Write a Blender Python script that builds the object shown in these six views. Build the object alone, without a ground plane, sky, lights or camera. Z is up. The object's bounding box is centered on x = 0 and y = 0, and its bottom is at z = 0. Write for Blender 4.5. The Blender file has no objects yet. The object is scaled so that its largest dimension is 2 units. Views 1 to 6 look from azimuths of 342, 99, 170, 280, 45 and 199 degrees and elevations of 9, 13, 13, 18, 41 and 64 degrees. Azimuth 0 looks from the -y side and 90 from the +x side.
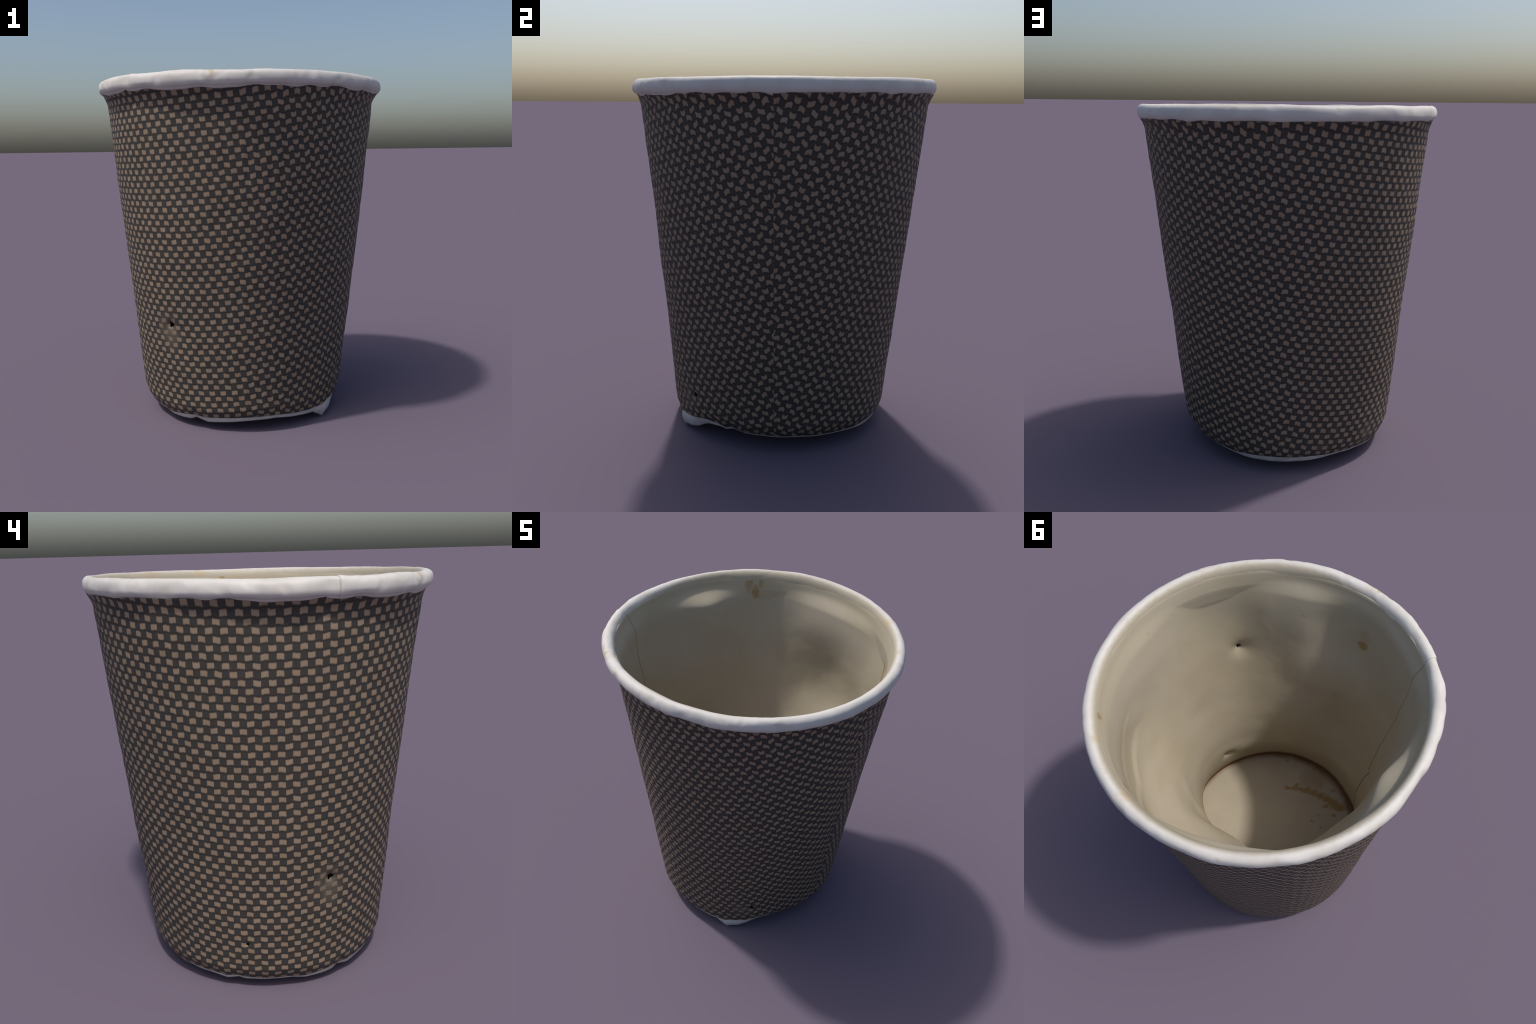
# A used double-walled paper cup: printed outer sleeve, rolled white rim,
# crumpled inner liner, stained floor and a ragged white base skirt.
import bpy, math, random
import numpy as np
from mathutils import noise, Vector

random.seed(7)
noise.seed_set(11)
rad, deg = math.radians, math.degrees

# ------------------------------------------------------------------ shape rules
# outer wall radius: mean cone plus slow out-of-round terms (cos/sin of 1..3 theta,
# each a quadratic in height above mid cup)
WALL = [(0.7190, 0.1004, 0.0028),
        (-0.0090, 0.0073, 0.0032), (-0.0063, 0.0062, 0.0016),
        (0.0005, 0.0043, -0.0042), (0.0024, 0.0017, 0.0038),
        (0.0028, 0.0023, -0.0036), (-0.0028, -0.0018, 0.0088)]
RIM_R = [0.8198, -0.0046, -0.0076, 0.0037, 0.0113, 0.0036, -0.0056, -0.0022, 0.0008]
RIM_Z = [1.9590, -0.0003, 0.0019, -0.0016, -0.0013]

SEAM_OUT = rad(4.5)       # glued overlap of the printed sleeve
SEAM_IN = rad(-149.0)     # glued overlap of the liner, carried over the rim
FLOOR_Z = 0.185

# ragged lower edge of the base: (angle, height, white band showing under the print)
EDGE = [(-180, .060, .010), (-166, .059, .008), (-158, .060, .006), (-151, .046, .012),
        (-143, .048, .022), (-137, .052, .026), (-134, .066, .012), (-127, .047, .028),
        (-118, .054, .026), (-110, .062, .022), (-100, .068, .018), (-90, .070, .018),
        (-80, .060, .018), (-70, .052, .020), (-65, .048, .024), (-61, .020, .052),
        (-58, .000, .078), (-55.5, .020, .066), (-50, .034, .056), (-45, .048, .050),
        (-40, .078, .034), (-36, .096, .022), (-28, .104, .014), (-24, .096, .010),
        (-19, .112, .004), (-12, .097, .003), (8, .093, .003), (20, .093, .003),
        (25, .088, .004), (40, .084, .003), (52, .075, .008), (58, .069, .020),
        (70, .064, .028), (80, .062, .030), (95, .066, .024), (104, .071, .012),
        (113, .074, .008), (126, .066, .007), (139, .054, .005), (152, .064, .006),
        (165, .062, .010), (171, .054, .013), (177, .068, .009), (180, .060, .010)]

# pierced holes: angle, height, radius (through both walls)
HOLES = [(-143.0, .622, .0150), (-177.6, .283, .0085), (-42.0, .262, .0130), (-60.0, 1.352, .0045)]
IN_HOLES = [(-149.0, .80, .0080), (-37.6, .485, .0100), (-58.5, 1.40, .0115)]


def harmonics(c, th):
    r = c[0]
    for k in range(1, (len(c) - 1) // 2 + 1):
        r = r + c[2 * k - 1] * np.cos(k * th) + c[2 * k] * np.sin(k * th)
    return r


def wall_radius(th, z):
    q = z - 1.0
    r = harmonics([a + b * q + c * q * q for a, b, c in WALL], th)
    # fuller flank, and a pinched corner near the bottom
    return (r + .009 * np.exp(-(wrap(th - rad(-144)) / rad(21)) ** 2)
            - .010 * np.exp(-(wrap(th - rad(36)) / rad(28)) ** 2) * np.clip(.5 - z, 0, .4) / .4)


def edge_at(th):
    a = np.degrees((th + np.pi) % (2 * np.pi) - np.pi)
    t = np.array(EDGE)
    drop = .0045 * (np.interp(a, t[:, 0], t[:, 1]) > .03) * (1 - .8 * np.exp(-((a + 115) / 50) ** 4))
    flap = np.exp(-((a + 50) / 14) ** 2)
    return (np.interp(a, t[:, 0], t[:, 1]) - drop,
            np.interp(a, t[:, 0], t[:, 2]) * 1.1 + drop + .004 * flap + .003)


def smooth(a, b, x):
    t = np.clip((x - a) / (b - a), 0, 1)
    return t * t * (3 - 2 * t)


def wrap(a):
    return (a + np.pi) % (2 * np.pi) - np.pi


def lumps(P, scale, seed):
    off = Vector((seed * 3.1, seed * 1.7, seed * 5.3))
    flat = P.reshape(-1, 3) * scale
    return np.array([noise.noise(Vector(p) + off) for p in flat.tolist()]).reshape(P.shape[:-1])


def polar(th, r, z):
    return np.stack([r * np.cos(th), r * np.sin(th), z], -1)


# ------------------------------------------------------------------ mesh helpers
def grid_object(name, P, material, parent, closed_v=False, drop=None, thickness=0, smooth_shade=True):
    """P[i, j]: i runs round the cup (closed), j along the profile."""
    n, m = P.shape[:2]
    idx = np.arange(n * m).reshape(n, m)
    jn = m if closed_v else m - 1
    a = idx[:, :jn]
    b = np.roll(idx, -1, 0)[:, :jn]
    c = np.roll(np.roll(idx, -1, 0), -1, 1)[:, :jn]
    d = np.roll(idx, -1, 1)[:, :jn]
    F = np.stack([a, b, c, d], -1)
    if drop is not None:
        F = F[~drop[:, :jn]]
    F = F.reshape(-1, 4)
    me = bpy.data.meshes.new(name)
    me.from_pydata(P.reshape(-1, 3).tolist(), [], F.tolist())
    me.polygons.foreach_set("use_smooth", [smooth_shade] * len(me.polygons))
    me.materials.append(material)
    me.update()
    ob = bpy.data.objects.new(name, me)
    bpy.context.scene.collection.objects.link(ob)
    ob.parent = parent
    if thickness:
        s = ob.modifiers.new("paper", "SOLIDIFY")
        s.thickness = abs(thickness)
        s.offset = -1 if thickness > 0 else 1
    return ob


def pierce(TH, Z, holes, r_mean=.66):
    """Push grid points out of each hole so it gets a clean edge; returns faces to drop."""
    drop = np.zeros(TH.shape, bool)
    for a, z, R in holes:
        dx = wrap(TH - rad(a)) * r_mean
        dz = Z - z
        lob = R * (1 + .25 * np.sin(3 * np.arctan2(dz, dx) + a))
        rho = np.hypot(dx, dz)
        inside = rho < lob
        grow = np.where(inside, lob / np.maximum(rho, 1e-5), 1)
        # leave room: also spread a ring round the hole
        TH[:] = np.where(inside, rad(a) + dx * grow / r_mean, TH)
        Z[:] = np.where(inside, z + dz * grow, Z)
        f = inside & np.roll(inside, -1, 0)
        f = f & np.roll(f, -1, 1)
        drop |= f
    return drop


# ------------------------------------------------------------------ node helpers
class Nodes:
    def __init__(self, name):
        self.mat = bpy.data.materials.new(name)
        self.mat.use_nodes = True
        self.t = self.mat.node_tree
        self.t.nodes.clear()
        out = self.t.nodes.new("ShaderNodeOutputMaterial")
        self.bsdf = self.t.nodes.new("ShaderNodeBsdfPrincipled")
        self.t.links.new(self.bsdf.outputs[0], out.inputs[0])
        self.co = self.t.nodes.new("ShaderNodeTexCoord").outputs["Object"]
        s = self.t.nodes.new("ShaderNodeSeparateXYZ")
        self.link(self.co, s.inputs[0])
        self.x, self.y, self.z = s.outputs

    def link(self, a, b):
        if isinstance(a, (int, float)):
            b.default_value = a
        elif isinstance(a, tuple):
            b.default_value = a if len(a) == len(b.default_value) else (*a, 1.0)
        else:
            self.t.links.new(a, b)

    def m(self, op, a, b=0.0, c=None):
        n = self.t.nodes.new("ShaderNodeMath")
        n.operation = op
        self.link(a, n.inputs[0])
        self.link(b, n.inputs[1])
        if c is not None:
            self.link(c, n.inputs[2])
        return n.outputs[0]

    def step(self, x, lo, hi, to0=0.0, to1=1.0):
        n = self.t.nodes.new("ShaderNodeMapRange")
        n.interpolation_type = "SMOOTHSTEP"
        for v, i in zip((x, lo, hi, to0, to1), range(5)):
            self.link(v, n.inputs[i])
        return n.outputs[0]

    def noise(self, scale, detail=2.0, vec=None, rough=.5, w=0.0, stretch=None):
        vec = vec or self.co
        if stretch or w:
            mp = self.t.nodes.new("ShaderNodeMapping")
            self.link(vec, mp.inputs[0])
            mp.inputs["Location"].default_value = (w, w * .7, w * 1.3)
            mp.inputs["Scale"].default_value = stretch or (1, 1, 1)
            vec = mp.outputs[0]
        n = self.t.nodes.new("ShaderNodeTexNoise")
        self.link(vec, n.inputs["Vector"])
        n.inputs["Scale"].default_value = scale
        n.inputs["Detail"].default_value = detail
        n.inputs["Roughness"].default_value = rough
        return n.outputs["Fac"]

    def mix(self, f, a, b, kind="MIX"):
        n = self.t.nodes.new("ShaderNodeMix")
        n.data_type = "RGBA"
        n.blend_type = kind
        self.link(f, n.inputs[0])
        self.link(a, n.inputs[6])
        self.link(b, n.inputs[7])
        return n.outputs[2]

    def vec(self, x, y, z):
        n = self.t.nodes.new("ShaderNodeCombineXYZ")
        for v, i in zip((x, y, z), range(3)):
            self.link(v, n.inputs[i])
        return n.outputs[0]

    def dist(self, p, wob=None, amount=0.0, squash=(1, 1, 1)):
        """distance to a point, edges broken up by noise"""
        d2 = None
        for c, q, s in zip((self.x, self.y, self.z), p, squash):
            e = self.m("MULTIPLY", self.m("SUBTRACT", c, q), 1.0 / s)
            d2 = self.m("MULTIPLY", e, e) if d2 is None else self.m("MULTIPLY_ADD", e, e, d2)
        d = self.m("SQRT", d2)
        if wob is not None:
            d = self.m("MULTIPLY_ADD", self.m("SUBTRACT", wob, .5), amount, d)
        return d

    def bump(self, h, strength, distance):
        n = self.t.nodes.new("ShaderNodeBump")
        n.inputs["Strength"].default_value = strength
        n.inputs["Distance"].default_value = distance
        self.link(h, n.inputs["Height"])
        self.t.links.new(n.outputs[0], self.bsdf.inputs["Normal"])

    def finish(self, color, rough=.6, spec=.35):
        self.link(color, self.bsdf.inputs["Base Color"])
        self.link(rough, self.bsdf.inputs["Roughness"])
        self.bsdf.inputs["Specular IOR Level"].default_value = spec
        return self.mat


# ------------------------------------------------------------------ materials
TAN = (0.300, 0.225, 0.156)
CHAR = (0.044, 0.040, 0.036)
LINE = (0.036, 0.031, 0.026)
PAIR_W, PAIR_H = 0.0630, 0.0705    # one light + one dark cell across / two rows up
X_ZERO, Y_ZERO, SQUARE_AT = 0.0487, 8.0997, rad(3.5)   # a tile centre on the flat blank; where rows lie level


def print_material():
    """Basket-weave print, flat on the sector blank that is rolled into the cone."""
    n = Nodes("woven_print_paper")
    sin_a, k = 0.0999, 0.1004
    apex = 1.0 - 0.719 / k
    ca, sa = math.cos(SEAM_OUT + math.pi), math.sin(SEAM_OUT + math.pi)
    xr = n.m("ADD", n.m("MULTIPLY", n.x, ca), n.m("MULTIPLY", n.y, sa))
    yr = n.m("SUBTRACT", n.m("MULTIPLY", n.y, ca), n.m("MULTIPLY", n.x, sa))
    th = n.m("SUBTRACT", n.m("ARCTAN2", yr, xr), SQUARE_AT)
    # the print is stretched where the top flares under the roll
    zp = n.m("ADD", n.m("MINIMUM", n.z, 1.865), n.m("MULTIPLY", n.m("MAXIMUM", n.m("SUBTRACT", n.z, 1.865), 0.0), .85))
    s = n.m("MULTIPLY", n.m("SUBTRACT", zp, apex), math.sqrt(1 + k * k))
    phi = n.m("MULTIPLY", th, sin_a)
    X = n.m("MULTIPLY", s, n.m("SINE", phi))
    Y = n.m("MULTIPLY", s, n.m("COSINE", phi))
    # fine corrugation of the wall makes the rows zigzag, strongest round the seam
    rib = n.m("COSINE", n.m("MULTIPLY", n.m("ADD", n.m("DIVIDE", n.m("SUBTRACT", X, X_ZERO), PAIR_W / 2), 4.0), 2 * math.pi * .6))
    side = n.step(n.m("ABSOLUTE", n.m("ADD", th, .25)), 1.1, 2.2, .0017, .0056)
    Y = n.m("MULTIPLY_ADD", rib, side, Y)
    w1, w2 = n.noise(9, 2), n.noise(9, 2, w=5)
    X = n.m("MULTIPLY_ADD", n.m("SUBTRACT", w1, .5), .008, X)
    Y = n.m("MULTIPLY_ADD", n.m("SUBTRACT", w2, .5), .009, Y)
    u = n.m("ADD", n.m("DIVIDE", n.m("SUBTRACT", X, X_ZERO), PAIR_W / 2), 400.5)
    v = n.m("ADD", n.m("DIVIDE", n.m("SUBTRACT", Y, Y_ZERO), PAIR_H / 2), 201.5)
    cu, cv = n.m("FLOOR", u), n.m("FLOOR", v)
    fu = n.m("ABSOLUTE", n.m("SUBTRACT", n.m("SUBTRACT", u, cu), .5))
    fv = n.m("ABSOLUTE", n.m("SUBTRACT", n.m("SUBTRACT", v, cv), .5))
    odd = n.m("MODULO", n.m("ADD", cu, cv), 2.0)
    # rounded box distance inside a cell, edges a little ragged
    rag = n.m("MULTIPLY", n.m("SUBTRACT", n.noise(85, 3), .5), .18)
    qx = n.m("MAXIMUM", n.m("SUBTRACT", fu, .385), 0.0)
    qy = n.m("MAXIMUM", n.m("SUBTRACT", fv, .20), 0.0)
    d = n.m("ADD", n.m("SQRT", n.m("MULTIPLY_ADD", qx, qx, n.m("MULTIPLY", qy, qy))), rag)
    tile = n.m("MULTIPLY", n.step(d, .02, .24, 1.0, 0.0), odd)
    wn = n.t.nodes.new("ShaderNodeTexWhiteNoise")
    wn.noise_dimensions = "2D"
    n.link(n.vec(cu, cv, 0.0), wn.inputs["Vector"])
    per = wn.outputs["Value"]
    grain = n.noise(160, 3)
    tan = n.mix(n.m("MULTIPLY", per, .55), TAN, tuple(c * f for c, f in zip(TAN, (.86, .78, .70))))
    tan = n.mix(n.step(grain, .35, .75, 0.0, .45), tan, tuple(c * .72 for c in TAN))
    gap = n.step(fv, .34, .46)
    dark = n.mix(n.step(grain, .3, .8, 0, .5), CHAR, tuple(c * 1.35 for c in CHAR))
    dark = n.mix(gap, dark, LINE)
    col = n.mix(tile, dark, tan)
    # scuffed, dusty places round the punctures, low on the wall and in upright streaks
    wob = n.noise(20, 4, rough=.65)
    def rubbed(angle, r, z, lo, hi, power, squash=(1, 1, 1)):
        p = tuple(float(q) for q in polar(rad(angle), r, z))
        return n.step(n.dist(p, wob, .13, squash), lo, hi, power, 0.0)
    scuff = rubbed(-144, .685, .59, .0, .13, .72, (.85, .85, 1.15))
    for spec in ((-47, .65, .24, .0, .11, .42), (128, .64, .15, .0, .11, .5), (100, .66, .12, .0, .08, .3)):
        scuff = n.m("MAXIMUM", scuff, rubbed(*spec))
    col = n.mix(scuff, col, (.140, .115, .086))
    streak = n.step(n.noise(9, 4, w=4, stretch=(6, 6, .5), rough=.7), .50, .72)
    where = rubbed(-146, .745, 1.52, .02, .34, .55, (.30, .30, 1))
    where = n.m("MAXIMUM", where, rubbed(78, .80, 1.80, .02, .16, .35))
    col = n.mix(n.m("MULTIPLY", streak, where), col, (.22, .18, .135))
    specks = n.step(n.noise(70, 1, w=9), .74, .80, 0.0, .30)
    col = n.mix(specks, col, (.16, .16, .16))
    n.bump(n.m("ADD", n.m("MULTIPLY", tile, .6), n.m("MULTIPLY", grain, .5)), .10, .003)
    return n.finish(col, .62, .30)


def stain_mask(n, spots, wob, amount):
    total = 0.0
    for p, r, squash, power in spots:
        k = n.step(n.dist(tuple(float(q) for q in p), wob, amount, squash), r * .6, r * 1.25, power, 0.0)
        total = k if total == 0.0 else n.m("MAXIMUM", total, k)
    return total


COFFEE = (.27, .168, .055)
CREAM = (.405, .358, .278)


def seam_line(n, angle, width, z_lo, z_hi):
    """thin line on the meridian at this angle, with slight wander"""
    c, s = math.cos(angle), math.sin(angle)
    off = n.m("SUBTRACT", n.m("MULTIPLY", n.y, c), n.m("MULTIPLY", n.x, s))
    off = n.m("MULTIPLY_ADD", n.m("SUBTRACT", n.noise(5, 2), .5), .018, off)
    front = n.m("GREATER_THAN", n.m("ADD", n.m("MULTIPLY", n.x, c), n.m("MULTIPLY", n.y, s)), 0.0)
    return n.m("MULTIPLY", n.m("MULTIPLY", n.step(n.m("ABSOLUTE", off), width * .4, width, 1.0, 0.0), front),
               n.m("MULTIPLY", n.step(n.z, z_lo, z_lo + .05), n.step(n.z, z_hi - .02, z_hi, 1.0, 0.0)))


def liner_material():
    n = Nodes("cream_liner_paper")
    wob, fine = n.noise(16, 3), n.noise(60, 3)
    cloud = n.noise(2.2, 3, w=3)
    col = n.mix(n.step(cloud, .35, .7), CREAM, tuple(c * f for c, f in zip(CREAM, (.93, .92, .86))))
    # coffee collects in the corner where the wall meets the floor
    ring = n.step(n.m("MULTIPLY_ADD", n.m("SUBTRACT", wob, .5), .05, n.z), FLOOR_Z + .03, FLOOR_Z + .12, 1.0, 0.0)
    col = n.mix(n.m("MULTIPLY", ring, .9), col, (.15, .060, .016))
    spots = [(polar(rad(-117.7), .752, 1.636), .034, (1, 1, 1), .75),
             (polar(rad(-117.7), .760, 1.71), .045, (1, 1, 1), .22),
             (polar(rad(138.3), .765, 1.865), .036, (.8, .8, 1.5), .65),
             (polar(rad(141.5), .775, 1.915), .045, (.7, .7, 1.3), .5), (polar(rad(135.5), .775, 1.915), .040, (.5, .5, 1.3), .5),
             (polar(rad(46.5), .765, 1.745), .030, (.55, .55, 3.2), .75),
             (polar(rad(25), .787, 1.93), .028, (.6, .6, 1.6), .65),
             (polar(rad(58), .785, 1.86), .020, (.8, .8, 1.6), .45),
             (polar(rad(20), .70, 1.40), .022, (.6, .6, 2.2), .55),
             (polar(rad(-12), .66, 1.02), .016, (.7, .7, 1.8), .45),
             (polar(rad(-16), .68, 1.12), .014, (.7, .7, 1.4), .40)]
    st = stain_mask(n, spots, fine, .035)
    flecks = n.step(n.noise(26, 2, w=12, stretch=(1, 1, .6)), .735, .79, 0.0, .35)
    col = n.mix(n.m("MAXIMUM", st, flecks), col, COFFEE)
    pits = n.step(n.noise(75, 1, w=21), .77, .82, 0.0, .45)
    col = n.mix(pits, col, (.17, .15, .13))
    line = seam_line(n, SEAM_IN, .006, .2, 1.99)
    drip = n.m("MULTIPLY", line, n.step(n.z, .5, 1.6, .85, .35))
    col = n.mix(drip, col, (.10, .052, .020))
    n.bump(n.noise(90, 3), .12, .004)
    return n.finish(col, .85, .06)


def floor_material():
    n = Nodes("coffee_stained_floor_paper")
    wob, fine = n.noise(14, 3), n.noise(48, 3)
    rr = n.m("SQRT", n.m("MULTIPLY_ADD", n.x, n.x, n.m("MULTIPLY", n.y, n.y)))
    col = n.mix(n.step(n.noise(3, 3), .35, .7), CREAM, tuple(c * .92 for c in CREAM))
    ring = n.step(n.m("MULTIPLY_ADD", n.m("SUBTRACT", wob, .5), .03, rr), .545, .60)
    col = n.mix(n.m("MULTIPLY", ring, .8), col, (.14, .065, .02))
    z = FLOOR_Z
    spots = []
    for i in range(9):   # the smeared streak
        t = i / 8
        spots.append(((-.025 - .394 * t, -.332 - .035 * math.sin(t * 3.1) + .03 * t, z), .020 + .016 * t, (1.7, 1, 1), .8))
    for x, y, r in [(-.09, -.358, .018), (-.188, -.361, .017), (-.273, -.404, .014), (-.357, -.393, .017),
                    (-.344, -.263, .020), (-.284, -.121, .013), (-.351, -.088, .014), (-.312, -.179, .012),
                    (-.415, -.213, .014), (.04, -.524, .013), (-.375, -.255, .016)]:
        spots.append(((x + .009, y - .018, z), r * 1.15, (1, 1, 1), .75))
    spots.append(((-.18, -.46, z), .10, (1, 1, 1), .3))
    col = n.mix(stain_mask(n, spots, fine, .035), col, COFFEE)
    pits = n.step(n.noise(60, 1, w=4), .75, .81, 0.0, .35)
    col = n.mix(pits, col, (.17, .15, .13))
    n.bump(n.noise(80, 3), .12, .004)
    return n.finish(col, .85, .06)


WHITE = (.61, .585, .55)


def rim_material():
    n = Nodes("white_rolled_rim_paper")
    fine = n.noise(40, 3)
    col = n.mix(n.step(n.noise(7, 3), .4, .7), WHITE, (.55, .52, .475))
    # grubby, slightly yellowed on the inside of the roll
    rr = n.m("SQRT", n.m("MULTIPLY_ADD", n.x, n.x, n.m("MULTIPLY", n.y, n.y)))
    inner = n.m("MULTIPLY_ADD", n.m("SUBTRACT", fine, .5), .012, rr)
    col = n.mix(n.step(inner, .788, .818, 1.0, 0.0), col, CREAM)
    spots = [(polar(rad(-116), .85, 1.972), .022, (1, 1, 1), .65), (polar(rad(-113), .84, 1.99), .03, (1, 1, 1), .2),
             (polar(rad(60), .80, 1.975), .05, (1, 1, .5), .35), (polar(rad(35), .80, 1.975), .04, (1, 1, .5), .35),
             (polar(rad(96), .845, 1.985), .013, (1, 1, 1), .3)]
    col = n.mix(stain_mask(n, spots, fine, .04), col, (.45, .33, .16))
    pits = n.step(n.noise(80, 1, w=2), .77, .81, 0.0, .4)
    col = n.mix(pits, col, (.28, .25, .20))
    line = seam_line(n, SEAM_IN + .01, .0045, 1.85, 2.2)
    col = n.mix(n.m("MULTIPLY", line, .40), col, (.28, .23, .17))
    n.bump(n.noise(110, 3), .10, .003)
    return n.finish(col, .55, .35)


def skirt_material():
    n = Nodes("white_base_paper")
    col = n.mix(n.step(n.noise(12, 3), .35, .7), (.50, .485, .46), (.42, .40, .37))
    col = n.mix(n.step(n.noise(45, 2), .62, .72, 0.0, .4), col, (.30, .25, .19))
    n.bump(n.noise(60, 3), .15, .004)
    return n.finish(col, .65, .3)


M_PRINT, M_LINER, M_FLOOR, M_RIM, M_SKIRT = (print_material(), liner_material(), floor_material(),
                                            rim_material(), skirt_material())

# ------------------------------------------------------------------ the thing
cup = bpy.data.objects.new("paper_cup", None)
bpy.context.scene.collection.objects.link(cup)
cup["label"] = "used paper coffee cup with brown checkered weave print and white rim"
cup["category"] = "paper cup"

# ---- printed sleeve
N, M = 960, 300
th = np.linspace(-np.pi, np.pi, N, endpoint=False)
e_z, band = edge_at(th)
t = np.linspace(0, 1, M) ** 1.0
TH = np.repeat(th[:, None], M, 1)
z_lo = (e_z + band)[:, None]
Z = z_lo + (1.922 - z_lo) * t[None, :]
drop = pierce(TH, Z, HOLES)
ZE, _ = edge_at(TH)


def sleeve_radius(TH, Z, ZE):
    R = wall_radius(TH, np.maximum(Z, .02))
    # flare up into the rolled rim
    rim_out = harmonics(RIM_R, TH) + .0165 + .0065 * np.cos(TH - rad(70))
    f = np.clip((Z - 1.858) / (1.922 - 1.858), 0, 1)
    R = R + (rim_out - R) * (f ** 1.7)
    # turned-in bottom edge
    c = np.clip((ZE + .080 - Z) / .080, 0, 1.2)
    return R - .034 * c ** 1.35


R = sleeve_radius(TH, Z, ZE)
P0 = polar(TH, R, Z)
body = smooth(.0, .25, Z) * (1 - smooth(1.80, 1.9, Z))
R = R + .0045 * lumps(P0, 3.2, 1) * body + .0022 * lumps(P0, 11, 2) + .0010 * np.cos(78 * TH) * body
# overlap step at the glued seam
dseam = wrap(TH - SEAM_OUT)
R = R - .0045 * np.exp(-np.abs(dseam) / .012) * (dseam < 0) + .003 * smooth(.16, 0, dseam) * (dseam >= 0)
for a, z, hr in HOLES:   # little crater round each puncture
    rho = np.hypot(wrap(TH - rad(a)) * .66, Z - z)
    R = R - hr * 1.2 * np.exp(-(rho / (hr * 1.7)) ** 2)
# broad shallow dent round the big puncture
rho = np.hypot(wrap(TH - rad(-143)) * .66, (Z - .58))
R = R - .008 * np.exp(-(rho / .11) ** 2)
grid_object("sleeve", polar(TH, R, Z), M_PRINT, cup, drop=drop, thickness=.010)

# ---- rolled rim (closed section), offsets from the rim centre line
SECTION = [(.0140, -.0405), (.0255, -.0325), (.0335, -.0185), (.0350, -.0040), (.0325, .0120),
           (.0260, .0250), (.0150, .0335), (.0020, .0365), (-.0110, .0335), (-.0220, .0250),
           (-.0300, .0120), (-.0350, -.0040), (-.0375, -.0200), (-.0370, -.0380), (-.0330, -.0500),
           (-.0240, -.0540), (-.0120, -.0520), (.0050, -.0480)]


def closed_spline(pts, per):
    p = np.array(pts)
    out = []
    for i in range(len(p)):
        a, b, c, d = p[i - 1], p[i], p[(i + 1) % len(p)], p[(i + 2) % len(p)]
        for k in range(per):
            u = k / per
            out.append(.5 * (2 * b + (c - a) * u + (2 * a - 5 * b + 4 * c - d) * u ** 2 + (3 * b - a - 3 * c + d) * u ** 3))
    return np.array(out)


sec = closed_spline(SECTION, 3)
N2 = 900
th2 = np.linspace(-np.pi, np.pi, N2, endpoint=False)[:, None]
cr, cz = harmonics(RIM_R, th2), RIM_Z[0] + RIM_Z[1] * np.cos(th2) + RIM_Z[2] * np.sin(th2) + RIM_Z[3] * np.cos(2 * th2) + RIM_Z[4] * np.sin(2 * th2)
RR = cr + sec[None, :, 0]
ZZ = cz + sec[None, :, 1]
P0 = polar(np.repeat(th2, len(sec), 1), RR, ZZ)
l1, l2, l3 = lumps(P0, 7, 3), lumps(P0, 15, 4), lumps(P0, 5, 5)
sunny = .5 + .5 * np.cos(th2 + np.pi * .72)      # the roll is most crumpled on this side
out_dir = np.sign(sec[None, :, 0])
amp = .6 + .9 * sunny
RR = RR + amp * (.0066 * l1 + .0030 * l2 + .0026 * (.25 - np.abs(l2))) * np.clip(sec[None, :, 0] / .03, -.4, 1)
ZZ = ZZ + amp * (.0046 * l3 + .0016 * (.25 - np.abs(l2))) * np.clip(1 + sec[None, :, 1] / .03, 0, 1)
ZZ = ZZ + .013 * lumps(polar(th2, cr, cz), 8, 31) * np.clip(-sec[None, :, 1] / .03 - .5, 0, 1)
ds = wrap(th2 - SEAM_IN - .01)
notch = .0045 * np.exp(-np.abs(ds) / .03) * (ds > 0) - .002 * np.exp(-(ds / .008) ** 2)
RR = RR + notch * np.clip(sec[None, :, 0] / .03, 0, 1)
ZZ = ZZ + notch * np.clip(sec[None, :, 1] / .03, 0, 1)
grid_object("rim", polar(np.repeat(th2, len(sec), 1), RR, ZZ)[:, ::-1], M_RIM, cup, closed_v=True)

# ---- crumpled liner
N3, M3 = 720, 300
th3 = np.linspace(-np.pi, np.pi, N3, endpoint=False)
t3 = np.linspace(0, 1, M3)
TH = np.repeat(th3[:, None], M3, 1)
Z = np.repeat((FLOOR_Z - .02 + (1.962 - FLOOR_Z + .02) * t3)[None, :], N3, 0)
drop = pierce(TH, Z, IN_HOLES)


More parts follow.
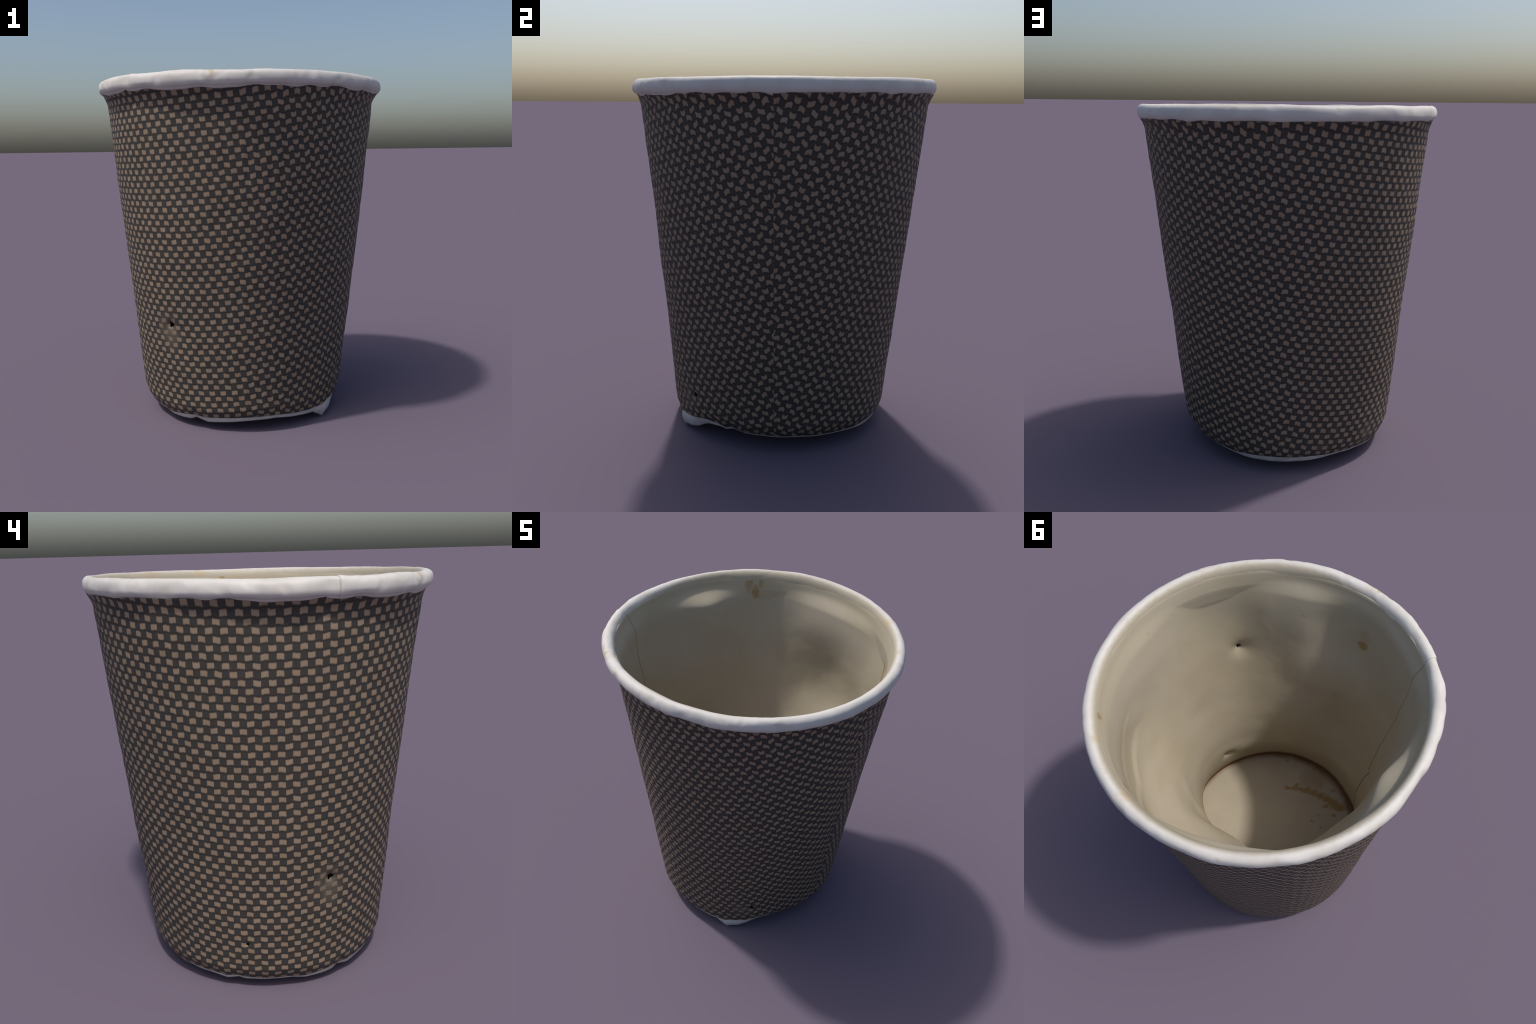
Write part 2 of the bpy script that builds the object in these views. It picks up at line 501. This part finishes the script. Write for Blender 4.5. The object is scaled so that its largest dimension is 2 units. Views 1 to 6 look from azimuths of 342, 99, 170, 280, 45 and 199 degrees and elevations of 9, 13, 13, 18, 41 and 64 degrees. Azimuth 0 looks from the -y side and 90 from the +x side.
# cross-sections of the crumpled liner: height, then radius every 15 degrees from
# angle 0; one half has come loose from the sleeve and bulges into the cup
LINER = [(0.05, [0.506, 0.412, 0.319, 0.259, 0.239, 0.246, 0.260, 0.297, 0.335, 0.377, 0.421, 0.467, 0.549, 0.595, 0.611, 0.601, 0.606, 0.603, 0.601, 0.595, 0.587, 0.583, 0.583, 0.573]),
         (0.185, [0.506, 0.412, 0.319, 0.259, 0.239, 0.246, 0.260, 0.297, 0.335, 0.377, 0.421, 0.467, 0.549, 0.595, 0.611, 0.601, 0.606, 0.603, 0.601, 0.595, 0.587, 0.583, 0.583, 0.573]),
         (0.36, [0.503, 0.444, 0.371, 0.305, 0.274, 0.275, 0.287, 0.317, 0.343, 0.373, 0.415, 0.464, 0.543, 0.592, 0.606, 0.596, 0.584, 0.562, 0.549, 0.545, 0.539, 0.537, 0.540, 0.536]),
         (0.52, [0.501, 0.463, 0.403, 0.332, 0.296, 0.292, 0.303, 0.329, 0.349, 0.370, 0.411, 0.461, 0.539, 0.591, 0.603, 0.594, 0.570, 0.538, 0.517, 0.514, 0.509, 0.509, 0.513, 0.513]),
         (0.66, [0.506, 0.492, 0.449, 0.377, 0.343, 0.344, 0.347, 0.357, 0.361, 0.374, 0.406, 0.449, 0.529, 0.592, 0.624, 0.631, 0.597, 0.549, 0.521, 0.520, 0.519, 0.521, 0.521, 0.514]),
         (0.80, [0.521, 0.517, 0.487, 0.432, 0.406, 0.404, 0.394, 0.394, 0.387, 0.401, 0.424, 0.459, 0.538, 0.605, 0.646, 0.663, 0.632, 0.575, 0.535, 0.531, 0.536, 0.542, 0.538, 0.526]),
         (0.95, [0.554, 0.558, 0.541, 0.516, 0.502, 0.490, 0.469, 0.460, 0.446, 0.452, 0.462, 0.489, 0.560, 0.628, 0.667, 0.687, 0.665, 0.608, 0.559, 0.551, 0.565, 0.575, 0.572, 0.556]),
         (1.10, [0.600, 0.621, 0.623, 0.622, 0.614, 0.596, 0.575, 0.555, 0.525, 0.517, 0.514, 0.534, 0.586, 0.644, 0.683, 0.697, 0.679, 0.627, 0.582, 0.581, 0.604, 0.612, 0.604, 0.592]),
         (1.25, [0.651, 0.689, 0.703, 0.708, 0.692, 0.676, 0.669, 0.640, 0.595, 0.579, 0.569, 0.584, 0.611, 0.658, 0.703, 0.708, 0.685, 0.632, 0.600, 0.618, 0.649, 0.646, 0.630, 0.628]),
         (1.40, [0.694, 0.734, 0.742, 0.742, 0.714, 0.703, 0.705, 0.680, 0.649, 0.635, 0.617, 0.624, 0.641, 0.687, 0.733, 0.732, 0.711, 0.658, 0.625, 0.653, 0.691, 0.684, 0.661, 0.662]),
         (1.55, [0.716, 0.744, 0.754, 0.751, 0.722, 0.708, 0.702, 0.688, 0.690, 0.686, 0.657, 0.650, 0.679, 0.728, 0.753, 0.757, 0.753, 0.706, 0.660, 0.680, 0.721, 0.724, 0.698, 0.690]),
         (1.70, [0.725, 0.742, 0.752, 0.759, 0.744, 0.716, 0.697, 0.693, 0.718, 0.728, 0.690, 0.657, 0.706, 0.759, 0.771, 0.772, 0.772, 0.740, 0.688, 0.702, 0.742, 0.753, 0.727, 0.711]),
         (1.80, [0.739, 0.748, 0.756, 0.767, 0.759, 0.727, 0.707, 0.709, 0.735, 0.750, 0.712, 0.664, 0.717, 0.768, 0.771, 0.775, 0.781, 0.751, 0.709, 0.724, 0.755, 0.765, 0.744, 0.729]),
         (1.88, [0.756, 0.760, 0.763, 0.772, 0.769, 0.742, 0.728, 0.733, 0.752, 0.766, 0.736, 0.686, 0.732, 0.775, 0.772, 0.773, 0.780, 0.762, 0.735, 0.749, 0.767, 0.773, 0.758, 0.750]),
         (1.94, [.776] * 24)]


def periodic_row(values, th):
    """smooth closed curve through equally spaced values (Catmull-Rom)"""
    v = np.array(values)
    n = len(v)
    x = (th % (2 * np.pi)) / (2 * np.pi) * n
    i = np.floor(x).astype(int)
    u = x - i
    a, b, c, d = v[(i - 1) % n], v[i % n], v[(i + 1) % n], v[(i + 2) % n]
    return .5 * (2 * b + (c - a) * u + (2 * a - 5 * b + 4 * c - d) * u ** 2 + (3 * b - a - 3 * c + d) * u ** 3)


def liner_radius(TH, Z):
    zs = [row[0] for row in LINER]
    rows = [periodic_row(row[1], TH) for row in LINER]
    R = np.zeros_like(TH)
    for k in range(len(zs) - 1):
        a, b = rows[max(k - 1, 0)], rows[k]
        c, d = rows[k + 1], rows[min(k + 2, len(zs) - 1)]
        h = zs[k + 1] - zs[k]
        u = np.clip((Z - zs[k]) / h, 0, 1)
        sb = (c - a) / (zs[k + 1] - zs[max(k - 1, 0)]) * h
        sc = (d - b) / (zs[min(k + 2, len(zs) - 1)] - zs[k]) * h
        val = (2 * u ** 3 - 3 * u ** 2 + 1) * b + (u ** 3 - 2 * u ** 2 + u) * sb + (3 * u ** 2 - 2 * u ** 3) * c + (u ** 3 - u ** 2) * sc
        R = np.where((Z >= zs[k]) & (Z <= zs[k + 1] + 1e-9), val, R)
    lip = harmonics(RIM_R, TH) + np.interp(Z, [1.60, 1.88, 1.92, 1.945, 1.958, 1.965], [-.085, -.0535, -.0450, -.0388, -.0338, -.028])
    R = np.minimum(R, harmonics(RIM_R, TH) + np.interp(Z, [1.4, 1.7, 1.80, 1.88, 1.94], [-.04, -.045, -.054, -.0545, -.042]))
    f = smooth(1.83, 1.94, Z)
    return R * (1 - f) + lip * f


R = liner_radius(TH, Z)
P0 = polar(TH, R, Z)
mid = smooth(.25, .45, Z) * (1 - smooth(1.55, 1.85, Z))
R = R + .005 * lumps(P0, 2.6, 7) * mid + .0035 * lumps(P0, 6, 8) * mid + .0006 * lumps(P0, 20, 9) * mid
# two crooked creases where the loose side folds in
A = np.degrees(wrap(TH))
wander = .018 * lumps(P0, 6, 17)
z1 = 1.595 - .0031 * (A - 12) + wander
z2 = np.interp(A, [10, 20, 31, 44, 54, 70], [1.42, 1.38, 1.31, 1.40, 1.48, 1.50]) - wander
window = smooth(3, 14, A) * (1 - smooth(48, 66, A))
R = R - .005 * smooth(z1 + .03, z1 - .03, Z) * (1 - smooth(z1 - .04, z1 - .26, Z)) * window
R = R - .012 * smooth(z2 + .035, z2 - .035, Z) * (1 - smooth(z2 - .04, z2 - .40, Z)) * window
# soft upright fold lower down
fold = A - np.interp(Z, [.45, .86, 1.2], [22, 11, 6])
R = R - .010 * np.exp(-(fold / 5.0) ** 2) * smooth(.32, .5, Z) * (1 - smooth(.95, 1.25, Z))
dseam = wrap(TH - SEAM_IN)
R = R + .004 * np.exp(-np.abs(dseam) / .010) * (dseam > 0)
for a, z, hr in IN_HOLES:
    dx, dz = wrap(TH - rad(a)) * .66, Z - z
    rho = np.hypot(dx, dz)
    R = R + hr * 3.0 * np.exp(-rho / (hr * 2.4)) + .010 * np.exp(-(np.hypot(dx + .02, dz - .005) / .055) ** 2)
liner = grid_object("liner", polar(TH, R, Z)[:, ::-1], M_LINER, cup, drop=drop[:, ::-1] if False else np.roll(drop[:, ::-1], -1, 1), thickness=.010)

# ---- floor disc, lightly dished, cut to the liner's outline
N4, M4 = 360, 90
th4 = np.linspace(-np.pi, np.pi, N4, endpoint=False)[:, None]
lim = liner_radius(th4, np.full_like(th4, FLOOR_Z)) + .004
rr = lim * np.linspace(.002, 1, M4)[None, :]
TH4 = np.repeat(th4, M4, 1)
Zf = np.full_like(rr, FLOOR_Z)
P0 = polar(TH4, rr, Zf)
Zf = Zf + .010 * lumps(P0, 3, 13) + .003 * lumps(P0, 9, 14)
grid_object("cup_floor", polar(TH4, rr, Zf), M_FLOOR, cup, thickness=.012)

# ---- ragged white skirt of the base
N5, M5 = 720, 16
th5 = np.linspace(-np.pi, np.pi, N5, endpoint=False)
e5, b5 = edge_at(th5)
TH5 = np.repeat(th5[:, None], M5, 1)
Z5 = e5[:, None] + (b5[:, None] + .05) * np.linspace(0, 1, M5)[None, :]
R5 = sleeve_radius(TH5, Z5, e5[:, None]) - .004
flap = np.exp(-(wrap(TH5 - rad(-54)) / .17) ** 2) * smooth(.11, .02, Z5)
R5 = R5 + .024 * flap
R5 = R5 + .007 * np.clip((e5 + b5)[:, None] - Z5, 0, .03) / .03 * np.clip(b5 / .022, 0, 1)[:, None]
R5 = R5 + .003 * lumps(polar(TH5, R5, Z5), 14, 21)
grid_object("base_skirt", polar(TH5, R5, Z5), M_SKIRT, cup, thickness=.010)
# recessed underside closing the base
N6, M6 = 180, 12
th6 = np.linspace(-np.pi, np.pi, N6, endpoint=False)[:, None]
e6, b6 = edge_at(th6)
r6 = (sleeve_radius(th6, e6 + .045, e6) - .010) * np.linspace(.002, 1, M6)[None, :]
z6 = np.repeat(e6 + .045, M6, 1) * np.linspace(0, 1, M6)[None, :] + .125 * (1 - np.linspace(0, 1, M6)[None, :])
grid_object("underside", polar(np.repeat(th6, M6, 1), r6, z6), M_SKIRT, cup, thickness=.006)
